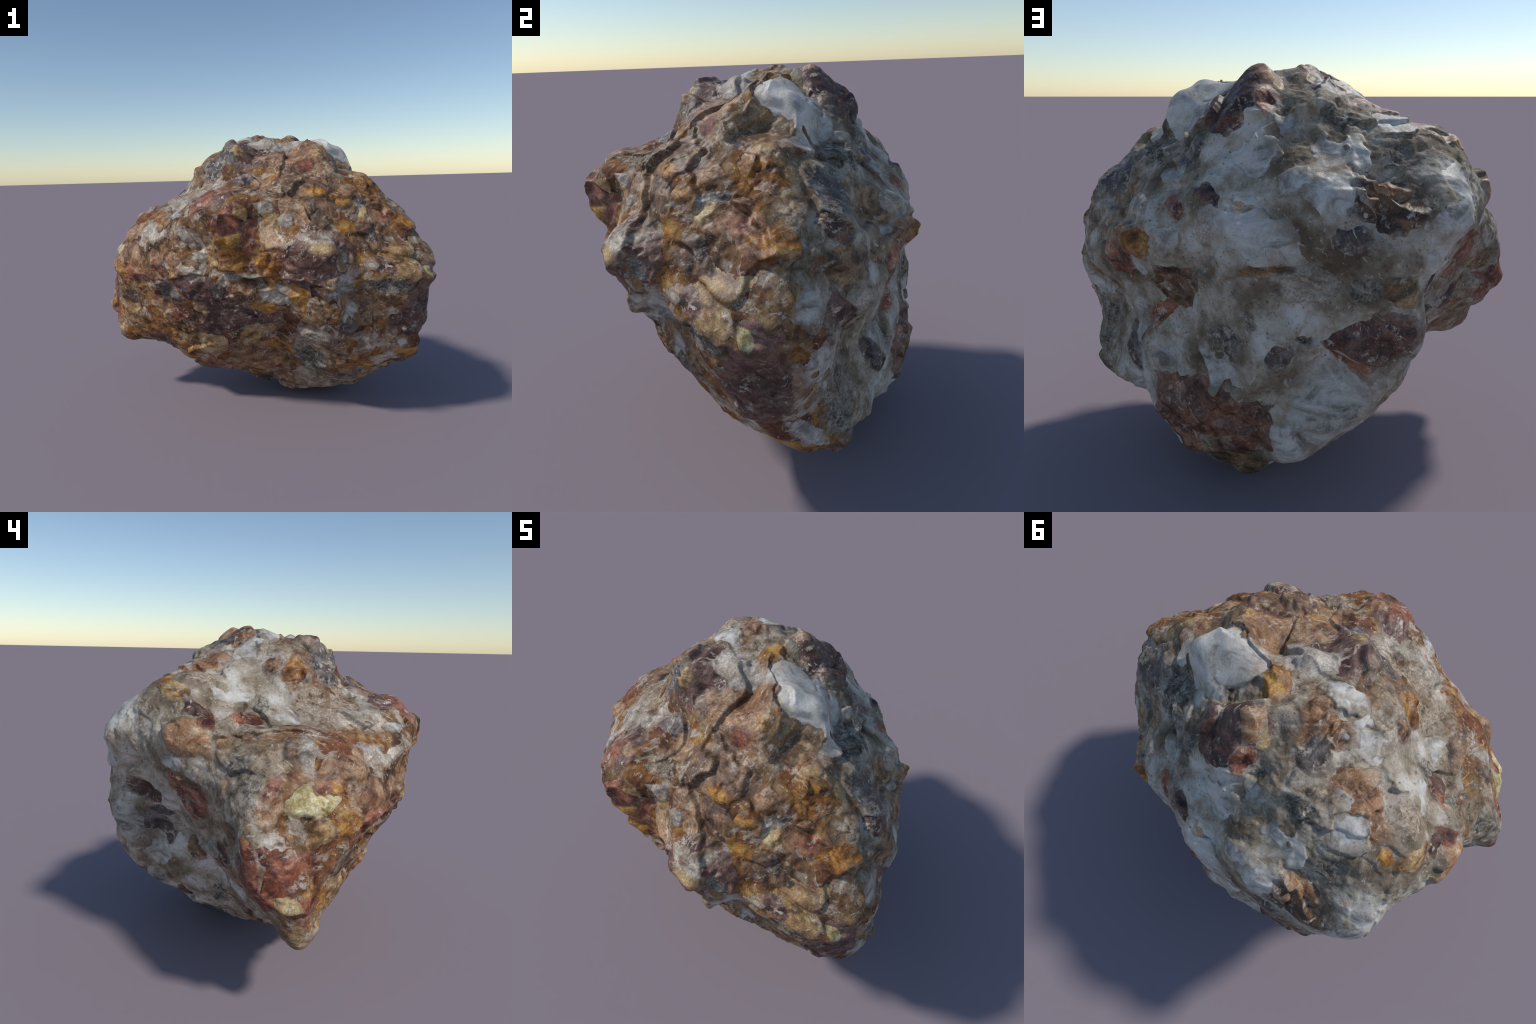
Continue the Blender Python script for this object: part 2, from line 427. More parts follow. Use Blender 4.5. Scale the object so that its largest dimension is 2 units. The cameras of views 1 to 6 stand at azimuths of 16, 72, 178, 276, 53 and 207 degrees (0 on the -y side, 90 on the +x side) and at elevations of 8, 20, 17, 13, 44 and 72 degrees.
# broken ledges: from azimuth, elevation to azimuth, elevation, rise (mm) of the side on the left of that walk
LEDGES = [
    (-8, 2, 14, 0, 48),
    (19, -1, 44, -5, 35),
    (-64, -3, -13, -1, 18),
    (49, -2, 70, -4, 18),
    (-69, 26, -101, 20, -22),
    (-150, 22, -162, 34, 22),
    (-173, -14, -159, -16, 18),
    (-159, -16, -151, -6, 14),
    (147, -29, 171, -39, -26),
    (121, -39, 148, -29, -22),
    (-91, 0, -88, -13, 26),
    (86, 23, 78, 11, -20),
    (78, 11, 78, -2, -18),
    (73, 66, 88, 42, 18),
    (69, 59, 105, 82, 16),
    (146, 51, 168, 56, 24),
    (-9, 21, -8, 2, 14),
    (-145, 15, -102, 7, 18),
]


# ---------------------------------------------------------------- noise in numpy
def hash3(i, j, k, seed):
    h = (i.astype(np.int64) * 374761393 + j.astype(np.int64) * 668265263 + k.astype(np.int64) * 2147483647 + seed * 144665) & 0xFFFFFFFF
    h = ((h ^ (h >> 13)) * 1274126177) & 0xFFFFFFFF
    h = ((h ^ (h >> 16)) * 2246822519) & 0xFFFFFFFF
    return ((h ^ (h >> 15)) & 0xFFFFFF) / float(0xFFFFFF)


def value_noise(p, seed):
    b = np.floor(p).astype(np.int64)
    f = p - b
    f = f * f * f * (f * (f * 6 - 15) + 10)
    out = 0.0
    for a in (0, 1):
        for c in (0, 1):
            for d in (0, 1):
                w = (f[:, 0] if a else 1 - f[:, 0]) * (f[:, 1] if c else 1 - f[:, 1]) * (f[:, 2] if d else 1 - f[:, 2])
                out = out + w * hash3(b[:, 0] + a, b[:, 1] + c, b[:, 2] + d, seed)
    return out * 2 - 1


def fbm(p, seed, octaves=4, gain=0.5):
    out, amp = 0.0, 1.0
    for o in range(octaves):
        out = out + amp * value_noise(p * 2.03 ** o + 17.3 * o, seed + o)
        amp *= gain
    return out


def facets(p, seed):
    """Broken-stone facets: each cell is a randomly tilted plane; also returns the distance to the cell edge."""
    b = np.floor(p).astype(np.int64)
    best = np.full(len(p), 9.0)
    second = np.full(len(p), 9.0)
    height = np.zeros(len(p))
    for a in (-1, 0, 1):
        for c in (-1, 0, 1):
            for d in (-1, 0, 1):
                i, j, k = b[:, 0] + a, b[:, 1] + c, b[:, 2] + d
                off = np.stack([i + hash3(i, j, k, seed), j + hash3(i, j, k, seed + 1), k + hash3(i, j, k, seed + 2)], 1)
                e = p - off
                dist = np.sqrt((e * e).sum(1))
                h = e[:, 0] * (hash3(i, j, k, seed + 3) - 0.5) + e[:, 1] * (hash3(i, j, k, seed + 4) - 0.5) + e[:, 2] * (hash3(i, j, k, seed + 5) - 0.5)
                h = 1.5 * h + 0.2 * (hash3(i, j, k, seed + 6) - 0.5)
                nearer = dist < best
                second = np.where(nearer, best, np.minimum(second, dist))
                height = np.where(nearer, h, height)
                best = np.where(nearer, dist, best)
    return height, second - best


# ---------------------------------------------------------------- body
def cubic(t):
    return (-.5 * t + t * t - .5 * t ** 3, 1 - 2.5 * t * t + 1.5 * t ** 3, .5 * t + 2 * t * t - 1.5 * t ** 3, -.5 * t * t + .5 * t ** 3)


def body_radius(d):
    az = np.degrees(np.arctan2(d[:, 0], -d[:, 1])) % 360
    el = np.degrees(np.arcsin(np.clip(d[:, 2], -1, 1)))
    turn = []
    for elevation, radii in RINGS:
        n = len(radii)
        r = np.array(radii) / 100.0
        def ring(a, r=r, n=n):
            x = a / (360.0 / n)
            j = np.floor(x).astype(int)
            return sum(w * r[(j - 1 + k) % n] for k, w in enumerate(cubic(x - j)))
        turn.append((ring(az), ring((az + 180) % 360)))
    last = len(turn) - 1
    near = np.array([t[0] for t in turn])
    far = np.array([t[1] for t in turn])
    x = (el + 90) / 10.0
    j = np.clip(np.floor(x).astype(int), 0, last - 1)
    cols = np.arange(len(d))
    out = 0.0
    for k, w in enumerate(cubic(x - j)):
        i = j - 1 + k
        over = (i < 0) | (i > last)
        i = np.where(i < 0, -i, np.where(i > last, 2 * last - i, i))
        out = out + w * np.where(over, far[i, cols], near[i, cols])
    return out


def direction(az, el):
    a, e = math.radians(az), math.radians(el)
    return np.array([math.cos(e) * math.sin(a), -math.cos(e) * math.cos(a), math.sin(e)])


def tangent_frame(c):
    east = np.array([-c[1], c[0], 0.0])
    east /= np.linalg.norm(east)
    return east, np.cross(c, east)


def icosphere(level):
    import bmesh
    bm = bmesh.new()
    bmesh.ops.create_icosphere(bm, subdivisions=level, radius=1.0)
    v = np.array([x.co for x in bm.verts], dtype=np.float64)
    f = np.array([[x.index for x in t.verts] for t in bm.faces], dtype=np.int64)
    bm.free()
    return v / np.linalg.norm(v, axis=1, keepdims=True), f


def split_faces(v, f):
    """One step of 4-to-1 subdivision on the unit sphere."""
    e = np.sort(np.concatenate([f[:, [0, 1]], f[:, [1, 2]], f[:, [2, 0]]]), axis=1)
    code = e[:, 0] * len(v) + e[:, 1]
    uniq, inverse = np.unique(code, return_inverse=True)
    mid = (v[uniq // len(v)] + v[uniq % len(v)])
    mid /= np.linalg.norm(mid, axis=1, keepdims=True)
    m = inverse.reshape(3, -1) + len(v)
    a, b, c = f.T
    ab, bc, ca = m
    return np.concatenate([v, mid]), np.concatenate([np.stack(t, 1) for t in ((a, ab, ca), (b, bc, ab), (c, ca, bc), (ab, bc, ca))])


LEVEL = 9
D, F = icosphere(6)
for _ in range(LEVEL - 6):
    D, F = split_faces(D, F)
base = body_radius(D)
P0 = CORE + D * base[:, None]

# wobble of the stone outlines, so that they are ragged and not ellipses
warp = np.stack([fbm(P0 * 9.0, 11, 3), fbm(P0 * 9.0, 31, 3)], 1)
fine_warp = np.stack([fbm(P0 * 38.0, 51, 2), fbm(P0 * 38.0, 61, 2)], 1)
owner = np.full(len(D), -1)
swell = np.zeros(len(D))
SOFT = {"whiteblock": 0.35, "crust": 2.4, "lichen": 2.4, "quartz": 2.2, "bluequartz": 2.2, "sand": 2.4}
order = sorted(range(len(STONES)), key=lambda i: -STONES[i][3] * STONES[i][4])
frames = {}
HARD = ("whiteblock", "amber", "honey", "rust", "brown", "umber", "orange", "purple", "slate", "yellow", "grey", "russet")


def lay_stone(i):
    """Claim the surface under one stone and swell it."""
    kind, az, el, a, b, spin, lift = STONES[i]
    if kind in HARD and kind != "whiteblock":
        a, b = a * 1.16, b * 1.22
    c = direction(az, el)
    east, north = tangent_frame(c)
    s = math.radians(spin)
    e1, e2 = math.cos(s) * east + math.sin(s) * north, -math.sin(s) * east + math.cos(s) * north
    near = np.where(D @ c > math.cos(math.radians(min(80, a * 1.6 + 3))))[0]
    q = D[near]
    depth = q @ c
    soft = SOFT.get(kind, 1.0)
    x = np.degrees(q @ e1 / depth) + warp[near, 0] * min(1.7, 0.34 * b) * soft + fine_warp[near, 0] * 0.3 * soft
    y = np.degrees(q @ e2 / depth) + warp[near, 1] * min(1.7, 0.34 * b) * soft + fine_warp[near, 1] * 0.3 * soft
    # an angular outline: the stone is cut by a few straight breaks
    u, w = x / a, y / b
    own = np.random.default_rng(1000 + i * 37)
    round_d = np.sqrt(u * u + w * w)
    sides = 4 + i % 3
    start = own.uniform(0, 6.28)
    cut = np.zeros(len(near))
    for k in range(sides):
        t = start + k * 6.28 / sides + own.uniform(-.35, .35)
        cut = np.maximum(cut, (u * math.cos(t) + w * math.sin(t)) / own.uniform(.80, 1.0))
    d = cut * 0.8 + round_d * 0.2 if kind in HARD[1:] else round_d
    h = np.clip(1 - d * d, 0, None)
    if kind in HARD[1:] and lift > 0:
        # a few flat faces meeting in edges rather than a dome
        tilt = own.uniform(-.5, .5, (3, 2))
        tops = [1.0 + own.uniform(-.12, .25) + tx * u + ty * w for tx, ty in tilt]
        shape = np.minimum(np.minimum.reduce(tops), np.clip((1 - d) * 2.4, 0, None))
        shape = np.clip(shape, 0, None)
    elif lift > 0:
        shape = h ** 0.8
    else:
        shape = np.clip(1 - d * d / 1.3, 0, None) ** 1.5
    swell[near] += 0.7 * lift * 0.001 * (shape - (0.15 if kind in HARD[1:] else 0.04) * np.exp(-((d - 1.06) / 0.16) ** 2))
    inside = near[d < 1]
    owner[inside] = i
    frames[i] = (c, e1, e2, a, b)


for i in order:
    lay_stone(i)

# small chips wedged into whatever cement is still bare: rusty on the front and right, pale and grey at the back
picker = np.random.default_rng(21)
tries = picker.normal(size=(2600, 3))
tries /= np.linalg.norm(tries, axis=1, keepdims=True)
probe = np.arange(0, len(D), 7)
for c in tries:
    if len(STONES) >= 300:
        break
    close = probe[np.argsort(-(D[probe] @ c))[:60]]
    if (owner[close[:24]] >= 0).any():
        continue
    spot = P0[close[0]]
    frontness = -spot[1] * 1.6 + 0.25 * spot[0] + 0.35 * warp[close[0], 0] + (0.5 if spot[0] < -0.6 and spot[1] < 0.15 else 0.0)
    if frontness > -0.05:
        kind = picker.choice(["amber", "orange", "brown", "rust", "purple", "honey", "umber", "slate", "crust"], p=[.16, .17, .20, .14, .09, .07, .11, .03, .03])
    else:
        if picker.random() < 0.45:
            continue
        kind = picker.choice(["quartz", "lichen", "umber", "grey", "rust", "slate", "sand", "bluequartz"], p=[.26, .18, .10, .10, .06, .08, .06, .16])
    a = picker.uniform(3.4, 7.0)
    STONES.append((str(kind), round(math.degrees(math.atan2(c[0], -c[1]))), round(math.degrees(math.asin(c[2]))), a, a * picker.uniform(.5, .85), picker.uniform(0, 180), picker.uniform(3, 9)))
    lay_stone(len(STONES) - 1)

for what, az, el, width, depth in RELIEF:
    c = direction(az, el)
    base += 0.001 * depth * np.exp((D @ c - 1) / math.radians(width) ** 2 * 1.0)

for az1, el1, az2, el2, rise in LEDGES:
    p, q = direction(az1, el1), direction(az2, el2)
    c = (p + q) / np.linalg.norm(p + q)
    along = (q - p) - c * ((q - p) @ c)
    half = np.degrees(np.arctan(np.linalg.norm(along) / 2))
    along /= np.linalg.norm(along)
    across = np.cross(c, along)
    near = np.where(D @ c > 0.6)[0]
    t = np.degrees(D[near] @ along / (D[near] @ c))
    s = np.degrees(D[near] @ across / (D[near] @ c)) + warp[near, 0] * 2.2 + fine_warp[near, 1] * 0.4
    window = np.clip((1.3 - np.abs(t) / half) / 0.45, 0, 1)
    step = np.clip(s / 1.1 + 0.5, 0, 1)
    step = step * step * (3 - 2 * step)
    swell[near] += 0.001 * rise * window * (step * np.exp(-np.clip(s, 0, None) / 6.0) - 0.45 * (1 - step) * np.exp(np.clip(s, None, 0) / 4.0))

def relax(values, steps):
    n = len(values)
    i = np.concatenate([F[:, 0], F[:, 1], F[:, 2]])
    j = np.concatenate([F[:, 1], F[:, 2], F[:, 0]])
    count = np.bincount(i, minlength=n).astype(float)
    for _ in range(steps):
        values = 0.5 * values + 0.5 * np.bincount(i, weights=values[j], minlength=n) / count
    return values


# ---------------------------------------------------------------- surface relief
facet, edge = facets(P0 * 4.8 + 0.12 * np.stack([warp[:, 0], warp[:, 1], warp[:, 0]], 1), 5)
facet2, edge2 = facets(P0 * 15.0 + 0.25 * fine_warp[:, [0, 1, 0]], 77)
kind_at = np.array(["matrix"] + [s[0] for s in STONES])[owner + 1]
hard = np.isin(kind_at, HARD[1:])
smooth = np.isin(kind_at, ["quartz", "bluequartz", "whiteblock"])
rough = ~(hard | smooth)
broad = fbm(P0 * 5.0, 3, 3) * 0.006
facet, facet2 = relax(facet, 6), relax(facet2, 2)  # weathered edges
lumps = fbm(P0 * 14.0, 21, 4) * 0.0075
grit = fbm(P0 * 46.0, 41, 3)
pits = np.clip(fbm(P0 * 30.0, 91, 3) - 0.25, 0, 1)
r = base + swell + broad
block = kind_at == "whiteblock"
r += np.where(block, 0.0, np.where(smooth, 0.014, 0.042)) * facet
r += np.where(hard, facet2 * 0.012 + grit * 0.0006 + lumps * 0.10, 0)
r += np.where(smooth & ~block, lumps * 0.22 + facet2 * 0.004, 0)
r += np.where(rough, lumps * 0.40 + facet2 * 0.009 + grit * 0.0018 - pits * 0.005, 0)
# soften the step where two kinds of surface meet
P = CORE + D * r[:, None]
V = P.copy()


r = relax(r, 3)
broad_form = relax(r, 70)  # no flake or slit stands more than three centimetres off its surroundings
r = broad_form + 0.035 * np.tanh((r - broad_form) / 0.035)
V = CORE + D * r[:, None]

tri = V[F]
fn = np.cross(tri[:, 1] - tri[:, 0], tri[:, 2] - tri[:, 0])
N = np.zeros_like(V)
for k in range(3):
    for ax in range(3):
        N[:, ax] += np.bincount(F[:, k], weights=fn[:, ax], minlength=len(V))
N /= np.linalg.norm(N, axis=1, keepdims=True)

# ---------------------------------------------------------------- materials
class Tree:
    """Small helper: builds node chains by name."""
    def __init__(self, name):
        self.mat = bpy.data.materials.new(name)
        self.mat.use_nodes = True
        self.t = self.mat.node_tree
        self.bsdf = self.t.nodes["Principled BSDF"]
        self.pos = self.t.nodes.new("ShaderNodeNewGeometry").outputs["Position"]
        self.random = self.t.nodes.new("ShaderNodeObjectInfo").outputs["Random"]

    def link(self, value, socket):
        if isinstance(value, bpy.types.NodeSocket):
            self.t.links.new(value, socket)
        else:
            socket.default_value = value

    def mapping(self, scale=(1, 1, 1), turn=(0, 0, 0), shift=(0, 0, 0), source=None):
        n = self.t.nodes.new("ShaderNodeMapping")
        self.link(source or self.pos, n.inputs["Vector"])
        n.inputs["Scale"].default_value, n.inputs["Rotation"].default_value, n.inputs["Location"].default_value = scale, turn, shift
        return n.outputs[0]

    def noise(self, scale, detail=4, rough=0.55, distort=0.0, vector=None, colour=False):
        n = self.t.nodes.new("ShaderNodeTexNoise")
        self.link(vector or self.pos, n.inputs["Vector"])
        n.inputs["Scale"].default_value, n.inputs["Detail"].default_value = scale, detail
        n.inputs["Roughness"].default_value, n.inputs["Distortion"].default_value = rough, distort
        return n.outputs[1 if colour else 0]

    def voronoi(self, scale, feature="F1", vector=None, out="Distance", randomness=1.0):
        n = self.t.nodes.new("ShaderNodeTexVoronoi")
        n.feature = feature
        self.link(vector or self.pos, n.inputs["Vector"])
        n.inputs["Scale"].default_value, n.inputs["Randomness"].default_value = scale, randomness
        return n.outputs[out]

    def ramp(self, value, *stops):
        n = self.t.nodes.new("ShaderNodeValToRGB")
        e = n.color_ramp.elements
        while len(e) < len(stops):
            e.new(0.5)
        for el, (p, c) in zip(e, stops):
            el.position = p
            el.color = (*c, 1) if isinstance(c, tuple) else (c, c, c, 1)
        self.link(value, n.inputs[0])
        return n.outputs[0]

    def band(self, value, lo, hi, to_lo=0.0, to_hi=1.0):
        n = self.t.nodes.new("ShaderNodeMapRange")
        n.interpolation_type = "SMOOTHSTEP"
        self.link(value, n.inputs[0])
        for k, x in enumerate((lo, hi, to_lo, to_hi)):
            self.link(x, n.inputs[k + 1])
        return n.outputs[0]

    def math(self, op, a, b=0.0, clamp=False):
        n = self.t.nodes.new("ShaderNodeMath")
        n.operation, n.use_clamp = op, clamp
        self.link(a, n.inputs[0])
        self.link(b, n.inputs[1])
        return n.outputs[0]

    def mix(self, fac, a, b, mode="MIX"):
        n = self.t.nodes.new("ShaderNodeMix")
        n.data_type, n.blend_type = "RGBA", mode
        self.link(fac, n.inputs[0])
        for v, s in ((a, n.inputs[6]), (b, n.inputs[7])):
            self.link((*v, 1) if isinstance(v, tuple) else v, s)
        return n.outputs[2]

    def grey(self, value):
        n = self.t.nodes.new("ShaderNodeCombineColor")
        for k in range(3):
            self.link(value, n.inputs[k])
        return n.outputs[0]

    def shifted(self, colour, hue, sat, val):
        n = self.t.nodes.new("ShaderNodeHueSaturation")
        for v, k in ((hue, 0), (sat, 1), (val, 2)):
            self.link(v, n.inputs[k])
        self.link(colour, n.inputs["Color"])
        return n.outputs[0]

    def finish(self, colour, bump, strength, rough, spec):
        self.link(colour, self.bsdf.inputs["Base Color"])
        n = self.t.nodes.new("ShaderNodeBump")
        n.inputs["Strength"].default_value, n.inputs["Distance"].default_value = strength, 0.01
        self.link(bump, n.inputs["Height"])
        self.link(n.outputs[0], self.bsdf.inputs["Normal"])
        self.link(rough, self.bsdf.inputs["Roughness"])
        self.bsdf.inputs["Specular IOR Level"].default_value = spec
        return self.mat


def rusty_mix(t):
    """The rusty side: dark brown, rust and amber blotches with cream smears, all mixed within a few centimetres."""
    n = t.noise(9.0, 8, 0.64, 0.5)
    c = t.ramp(n, (0.34, (0.035, 0.021, 0.014)), (0.46, (0.11, 0.056, 0.030)), (0.55, (0.24, 0.135, 0.066)), (0.66, (0.40, 0.28, 0.165)))
    amber = t.ramp(t.noise(21.0, 5, 0.6, 0.6), (0.36, (0.09, 0.03, 0.010)), (0.52, (0.28, 0.115, 0.028)), (0.66, (0.43, 0.25, 0.07)))
    c = t.mix(t.band(t.noise(4.5, 5, 0.6, 0.5, t.mapping(shift=(9, 4, 2))), 0.49, 0.57, 0.0, 0.8), c, amber)
    rust = t.ramp(t.noise(24.0, 5, 0.65, 0.6), (0.36, (0.055, 0.02, 0.016)), (0.54, (0.17, 0.055, 0.032)), (0.68, (0.30, 0.15, 0.09)))
    c = t.mix(t.band(t.noise(4.2, 5, 0.6, 0.5, t.mapping(shift=(1, 8, 6))), 0.53, 0.59, 0.0, 0.75), c, rust)
    smear = t.math("MULTIPLY", t.band(t.noise(9.5, 8, 0.72, 0.4, t.mapping((1, 0.7, 1), shift=(5, 2, 1))), 0.522, 0.605), 0.8)
    return t.mix(smear, c, t.ramp(n, (0.36, (0.30, 0.24, 0.175)), (0.62, (0.54, 0.475, 0.395))))


def milky_mix(t):
    """The quartz side: milky white clouds over dirty grey-brown."""
    n = t.noise(4.2, 8, 0.63, 0.1, t.mapping(shift=(3, 1, 7)))
    return t.ramp(n, (0.36, (0.125, 0.092, 0.06)), (0.45, (0.24, 0.19, 0.135)), (0.52, (0.40, 0.345, 0.27)), (0.62, (0.61, 0.575, 0.52)))  # pale stops tinted cream to match the sunlit whites


def matrix_colour(t):
    """Gritty cement, rusty at the front and milky at the back, with tan grit where the two meet."""
    big = t.noise(3.2, 5, 0.6, 0.8)
    mid = t.noise(13.0, 6, 0.65, 0.6)
    cream = t.ramp(t.noise(12.0, 8, 0.7, 0.2), (0.36, (0.085, 0.06, 0.038)), (0.48, (0.25, 0.19, 0.13)), (0.60, (0.47, 0.405, 0.325)))
    where = t.math("ADD", t.sep_y(), t.math("MULTIPLY", t.math("SUBTRACT", big, 0.5), 1.5))
    c = t.mix(t.band(where, -0.25, -0.02), rusty_mix(t), cream)
    c = t.mix(t.band(where, 0.0, 0.2), c, milky_mix(t))
    grit = t.noise(75.0, 3, 0.7)
    c = t.mix(t.band(grit, 0.57, 0.70, 0.0, 0.7), c, (0.06, 0.045, 0.03))
    c = t.mix(t.math("MULTIPLY", t.flecks(42.0), 0.55), c, (0.58, 0.52, 0.44))
    return c, grit, mid


def _sep_y(self):
    n = self.t.nodes.new("ShaderNodeSeparateXYZ")
    self.link(self.pos, n.inputs[0])
    return n.outputs[1]


def _flecks(self, scale):
    """Short pale streaks, scattered along the bedding."""
    drift = self.noise(3.0, 2, 0.5, colour=True)
    v = self.t.nodes.new("ShaderNodeVectorMath")
    v.operation = "MULTIPLY_ADD"
    self.link(drift, v.inputs[0])
    v.inputs[1].default_value = (0.5, 0.5, 0.5)
    self.link(self.mapping((1, 0.55, 0.85), (0.4, 0.9, 0.3)), v.inputs[2])
    return self.band(self.noise(scale, 4, 0.62, 0.0, v.outputs[0]), 0.59, 0.67)


Tree.sep_y, Tree.flecks = _sep_y, _flecks


def matrix_material():
    t = Tree("matrix_cement")
    c, grit, mid = matrix_colour(t)
    bump = t.math("ADD", t.math("MULTIPLY", grit, 0.6), t.math("MULTIPLY", mid, 0.6))
    return t.finish(c, bump, 0.55, 0.85, 0.25)


def stone_material(kind, dark, mid, light, fleck=0.5, stain=0.4, fleck_colour=(0.52, 0.44, 0.35), scale=8.0, rough=0.5, spec=0.4, dust=0.55, grit=0.45, cleave=0.22, blend=0.76, foreign=0.15, ragged=0.8):
    t = Tree(kind + "_stone")
    n = t.noise(scale * 1.25, 8, 0.66, 0.9, t.mapping((1, 1, 1.5), (0.5, 0.3, 0.8)))
    tone = t.math("ADD", n, t.math("MULTIPLY", t.math("SUBTRACT", t.random, 0.5), 0.10))
    c = t.ramp(tone, (0.36, tuple(0.7 * x for x in dark)), (0.49, mid), (0.63, light))
    c = t.mix(t.band(t.noise(9.0, 5, 0.62, 0.8, t.mapping(shift=(2, 7, 5))), 0.54, 0.62, 0.0, foreign), c, rusty_mix(t))
    # streaks of darker stain along the bedding
    streak = t.noise(16.0, 6, 0.65, 1.2, t.mapping((1, 0.35, 1), (0.9, 0.2, 0.5)))
    c = t.mix(t.band(streak, 0.55, 0.68, 0.0, stain), c, tuple(0.38 * x for x in dark))
    if cleave:
        # cleaved facets differ a little in tone
        cell = t.voronoi(15.0, out="Color")
        c = t.shifted(c, 0.5, 1.0, t.band(cell, 0.0, 1.0, 1 - cleave, 1 + cleave))
    # pale bruises and flecks
    area = t.band(t.noise(9.0, 4, 0.6), 0.42, 0.60, 0.12, 1.0)
    bruise = t.band(t.noise(24.0, 7, 0.72, 0.2, t.mapping((1, 0.55, 1), (0.3, 0.7, 1.1))), 0.532, 0.61)
    c = t.mix(t.math("MULTIPLY", t.math("MULTIPLY", bruise, area), fleck), c, fleck_colour)
    c = t.mix(t.math("MULTIPLY", t.math("MULTIPLY", t.flecks(36.0), area), min(1.0, fleck * 1.1)), c, tuple(min(0.8, 1.15 * x) for x in fleck_colour))
    fine = t.noise(130.0, 3, 0.7)
    c = t.shifted(c, 0.5, 1.0, t.band(fine, 0.3, 0.7, 1 - grit * 0.7, 1 + grit * 0.6))
    c = t.mix(t.band(t.noise(60.0, 5, 0.7, 0.3), 0.58, 0.68, 0.0, grit), c, tuple(0.35 * x for x in mid))
    # cement clings to the rim
    oc = t.t.nodes.new("ShaderNodeTexCoord").outputs["Object"]
    flat = t.mapping((1, 1, 0), source=oc)
    ln = t.t.nodes.new("ShaderNodeVectorMath")
    ln.operation = "LENGTH"
    t.link(flat, ln.inputs[0])
    edge = t.math("ADD", ln.outputs["Value"], t.math("MULTIPLY", t.math("SUBTRACT", t.noise(30.0, 4, 0.65), 0.5), ragged))
    mc, _, _ = matrix_colour(t)
    c = t.mix(t.band(edge, blend, 1.06, 0.0, dust), c, mc)
    return t.finish(c, t.math("ADD", t.math("MULTIPLY", streak, 0.6), t.math("MULTIPLY", fine, 0.35)), 0.35, rough, spec)


MATRIX = matrix_material()
STONE_MATERIALS = {
    "amber": stone_material("amber", (0.09, 0.028, 0.009), (0.28, 0.112, 0.020), (0.46, 0.25, 0.05), 0.4, 0.4, rough=0.48, spec=0.4),
    "honey": stone_material("honey", (0.16, 0.080, 0.028), (0.345, 0.20, 0.08), (0.51, 0.39, 0.20), 0.75, 0.5, foreign=0.35),
    "orange": stone_material("orange", (0.15, 0.065, 0.030), (0.30, 0.155, 0.075), (0.43, 0.28, 0.16), 0.6, 0.4),
    "rust": stone_material("rust", (0.075, 0.022, 0.014), (0.20, 0.062, 0.032), (0.35, 0.15, 0.08), 0.65, 0.5),
    "russet": stone_material("russet", (0.07, 0.028, 0.018), (0.165, 0.072, 0.043), (0.30, 0.15, 0.09), 0.5, 0.5, dust=0.3, foreign=0),
    "brown": stone_material("brown", (0.055, 0.031, 0.021), (0.145, 0.078, 0.043), (0.29, 0.165, 0.085), 0.7, 0.45),
    "umber": stone_material("umber", (0.09, 0.055, 0.030), (0.215, 0.128, 0.062), (0.36, 0.24, 0.125), 0.6, 0.35),
    "purple": stone_material("purple", (0.042, 0.021, 0.018), (0.108, 0.051, 0.040), (0.215, 0.125, 0.092), 0.85, 0.5),
    "slate": stone_material("slate", (0.045, 0.036, 0.034), (0.10, 0.08, 0.072), (0.21, 0.18, 0.155), 0.7, 0.45),
    "yellow": stone_material("yellow", (0.27, 0.18, 0.045), (0.46, 0.365, 0.14), (0.60, 0.54, 0.34), 0.4, 0.2),
    "grey": stone_material("grey", (0.18, 0.145, 0.11), (0.32, 0.27, 0.215), (0.46, 0.41, 0.345), 0.4, 0.3, blend=0.6),
    "quartz": stone_material("quartz", (0.31, 0.28, 0.24), (0.49, 0.46, 0.415), (0.64, 0.615, 0.575), 0.3, 0.18, (0.70, 0.69, 0.67), grit=0.12, dust=0.85, cleave=0, foreign=0, ragged=1.3, blend=0.48),  # base whites warmed to offset the blue sky light on them
    "whiteblock": stone_material("whiteblock", (0.34, 0.31, 0.265), (0.51, 0.475, 0.42), (0.64, 0.61, 0.565), 0.3, 0.25, (0.68, 0.66, 0.62), scale=6.0, grit=0.15, dust=0.75, cleave=0, foreign=0, blend=0.6),  # darker tones mixed into the colour for the block's shading
    "bluequartz": stone_material("bluequartz", (0.20, 0.18, 0.15), (0.35, 0.33, 0.29), (0.52, 0.50, 0.46), 0.35, 0.2, (0.60, 0.60, 0.59), grit=0.12, dust=0.85, cleave=0, foreign=0, ragged=1.3, blend=0.48),
    "crust": stone_material("crust", (0.20, 0.15, 0.105), (0.40, 0.335, 0.26), (0.57, 0.51, 0.43), 0.5, 0.5, dust=0.75, blend=0.5, foreign=0.2),
    "lichen": stone_material("lichen", (0.085, 0.075, 0.06), (0.17, 0.15, 0.12), (0.31, 0.275, 0.225), 0.8, 0.6, (0.45, 0.41, 0.36), scale=20.0, grit=0.6, rough=0.9, spec=0.15, dust=0.85, cleave=0, foreign=0, ragged=1.2, blend=0.45),
    "sand": stone_material("sand", (0.15, 0.105, 0.07), (0.29, 0.22, 0.155), (0.43, 0.36, 0.28), 0.4, 0.45, scale=18.0, grit=0.5, rough=0.9, spec=0.15, dust=0.85, cleave=0, foreign=0, ragged=1.2, blend=0.45),
}


# ---------------------------------------------------------------- objects
scene = bpy.context.scene
rock = bpy.data.objects.new("conglomerate_rock", None)
rock.empty_display_size = 0.3
scene.collection.objects.link(rock)
rock["label"] = "lumpy conglomerate rock of rusty jasper chips and white quartz"
rock["category"] = "rock"


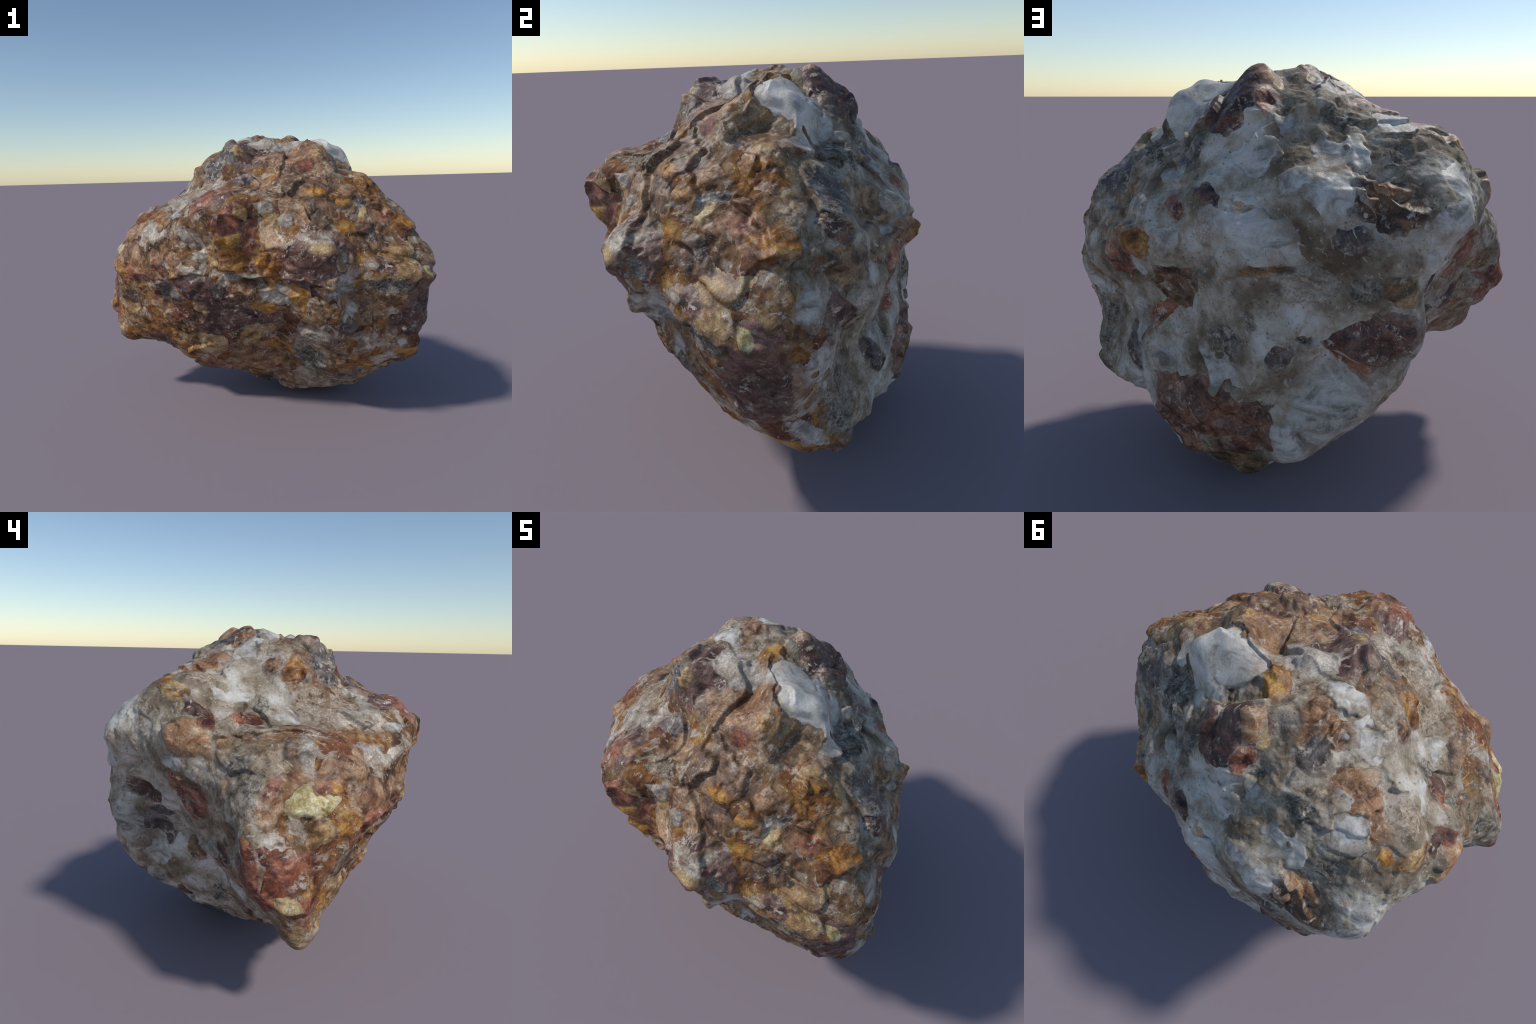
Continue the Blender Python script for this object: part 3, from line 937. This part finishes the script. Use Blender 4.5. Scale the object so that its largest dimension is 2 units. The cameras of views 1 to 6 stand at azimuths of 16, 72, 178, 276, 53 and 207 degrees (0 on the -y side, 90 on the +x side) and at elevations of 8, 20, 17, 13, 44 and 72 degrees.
def mesh_from(name, verts, faces, normals):
    me = bpy.data.meshes.new(name)
    me.vertices.add(len(verts))
    me.vertices.foreach_set("co", verts.astype(np.float32).ravel())
    me.loops.add(faces.size)
    me.loops.foreach_set("vertex_index", faces.astype(np.int32).ravel())
    me.polygons.add(len(faces))
    me.polygons.foreach_set("loop_start", np.arange(0, faces.size, 3, dtype=np.int32))
    me.update(calc_edges=True)
    me.shade_smooth()
    me.normals_split_custom_set_from_vertices(normals.astype(np.float32))
    return me


# a face belongs to a stone when two of its corners do
fo = owner[F]
face_owner = np.where(fo[:, 0] == fo[:, 1], fo[:, 0], np.where(fo[:, 1] == fo[:, 2], fo[:, 1], np.where(fo[:, 0] == fo[:, 2], fo[:, 2], -1)))

# the matrix runs on under every stone as a sunken socket
on_matrix = np.zeros(len(V), bool)
on_matrix[F[face_owner < 0].ravel()] = True
sink = relax(np.where(on_matrix, 0.0, 1.0), 4)
sink[on_matrix] = 0
socket = V - D * (0.045 * sink + 0.004 * (~on_matrix))[:, None]
ground_mass = bpy.data.objects.new("matrix", mesh_from("matrix", socket, F, N))
ground_mass.data.materials.append(MATRIX)
ground_mass.parent = rock
scene.collection.objects.link(ground_mass)

NAMES = {"amber": "amber_jasper_chip", "honey": "honey_chert_chip", "rust": "red_jasper_chip", "russet": "russet_jasper_boulder", "brown": "brown_jasper_chip", "umber": "umber_chert_chip", "orange": "orange_jasper_chip",
         "purple": "purple_jasper_pebble", "slate": "dark_chert_chip", "yellow": "yellow_crystal", "grey": "grey_quartz_chip", "whiteblock": "white_quartz_block", "quartz": "white_quartz_lump", "bluequartz": "clear_quartz_lump",
         "crust": "pale_crust", "lichen": "dark_grit_patch", "sand": "sandy_patch"}
sorted_faces = np.argsort(face_owner, kind="stable")
starts = np.searchsorted(face_owner[sorted_faces], np.arange(len(STONES) + 1))
for i, spec in enumerate(STONES):
    mine = F[sorted_faces[starts[i]:starts[i + 1]]]
    if len(mine) < 40:
        continue
    used, local = np.unique(mine.ravel(), return_inverse=True)
    local = local.reshape(-1, 3)
    c, e1, e2, wide, tall = frames[i]
    rr = r[used].mean()
    a, b = rr * math.tan(math.radians(wide)), rr * math.tan(math.radians(tall))
    centre = CORE + c * rr
    axes = np.stack([e1 * a, e2 * b, c * b], 1)
    # close the stone: its rim runs straight in for a few centimetres and then back to a buried root
    e = np.concatenate([local[:, [0, 1]], local[:, [1, 2]], local[:, [2, 0]]])
    key = np.sort(e, 1) @ np.array([len(used), 1])
    code, counts = np.unique(key, return_counts=True)
    rim_edges = e[np.isin(key, code[counts == 1])]
    rim_verts = np.unique(rim_edges)
    inner = np.full(len(used) + 1, -1)
    inner[rim_verts] = len(used) + np.arange(len(rim_verts))
    ring = CORE + (V[used][rim_verts] - CORE) * (1 - 0.06 / r[used][rim_verts])[:, None]
    root = ring.mean(0) - c * 0.03
    p, q = rim_edges.T
    tip = np.full(len(p), len(used) + len(rim_verts))
    skirt = np.concatenate([np.stack(t, 1) for t in ((q, p, inner[q]), (inner[q], p, inner[p]), (inner[q], inner[p], tip))])
    verts = np.concatenate([V[used], ring, root[None]])
    norms = np.concatenate([N[used], N[used][rim_verts], -c[None]])
    inv = np.linalg.inv(axes)
    lv = (verts - centre) @ inv.T
    ln = norms @ axes
    ln /= np.linalg.norm(ln, axis=1, keepdims=True)
    name = NAMES[spec[0]]
    ob = bpy.data.objects.new(name, mesh_from(name, lv, np.concatenate([local, skirt]), ln))
    ob.data.materials.append(STONE_MATERIALS[spec[0]])
    m = Matrix.Identity(4)
    for rrow in range(3):
        for col in range(3):
            m[rrow][col] = axes[rrow, col]
        m[rrow][3] = centre[rrow]
    ob.parent = rock
    ob.matrix_world = m
    scene.collection.objects.link(ob)
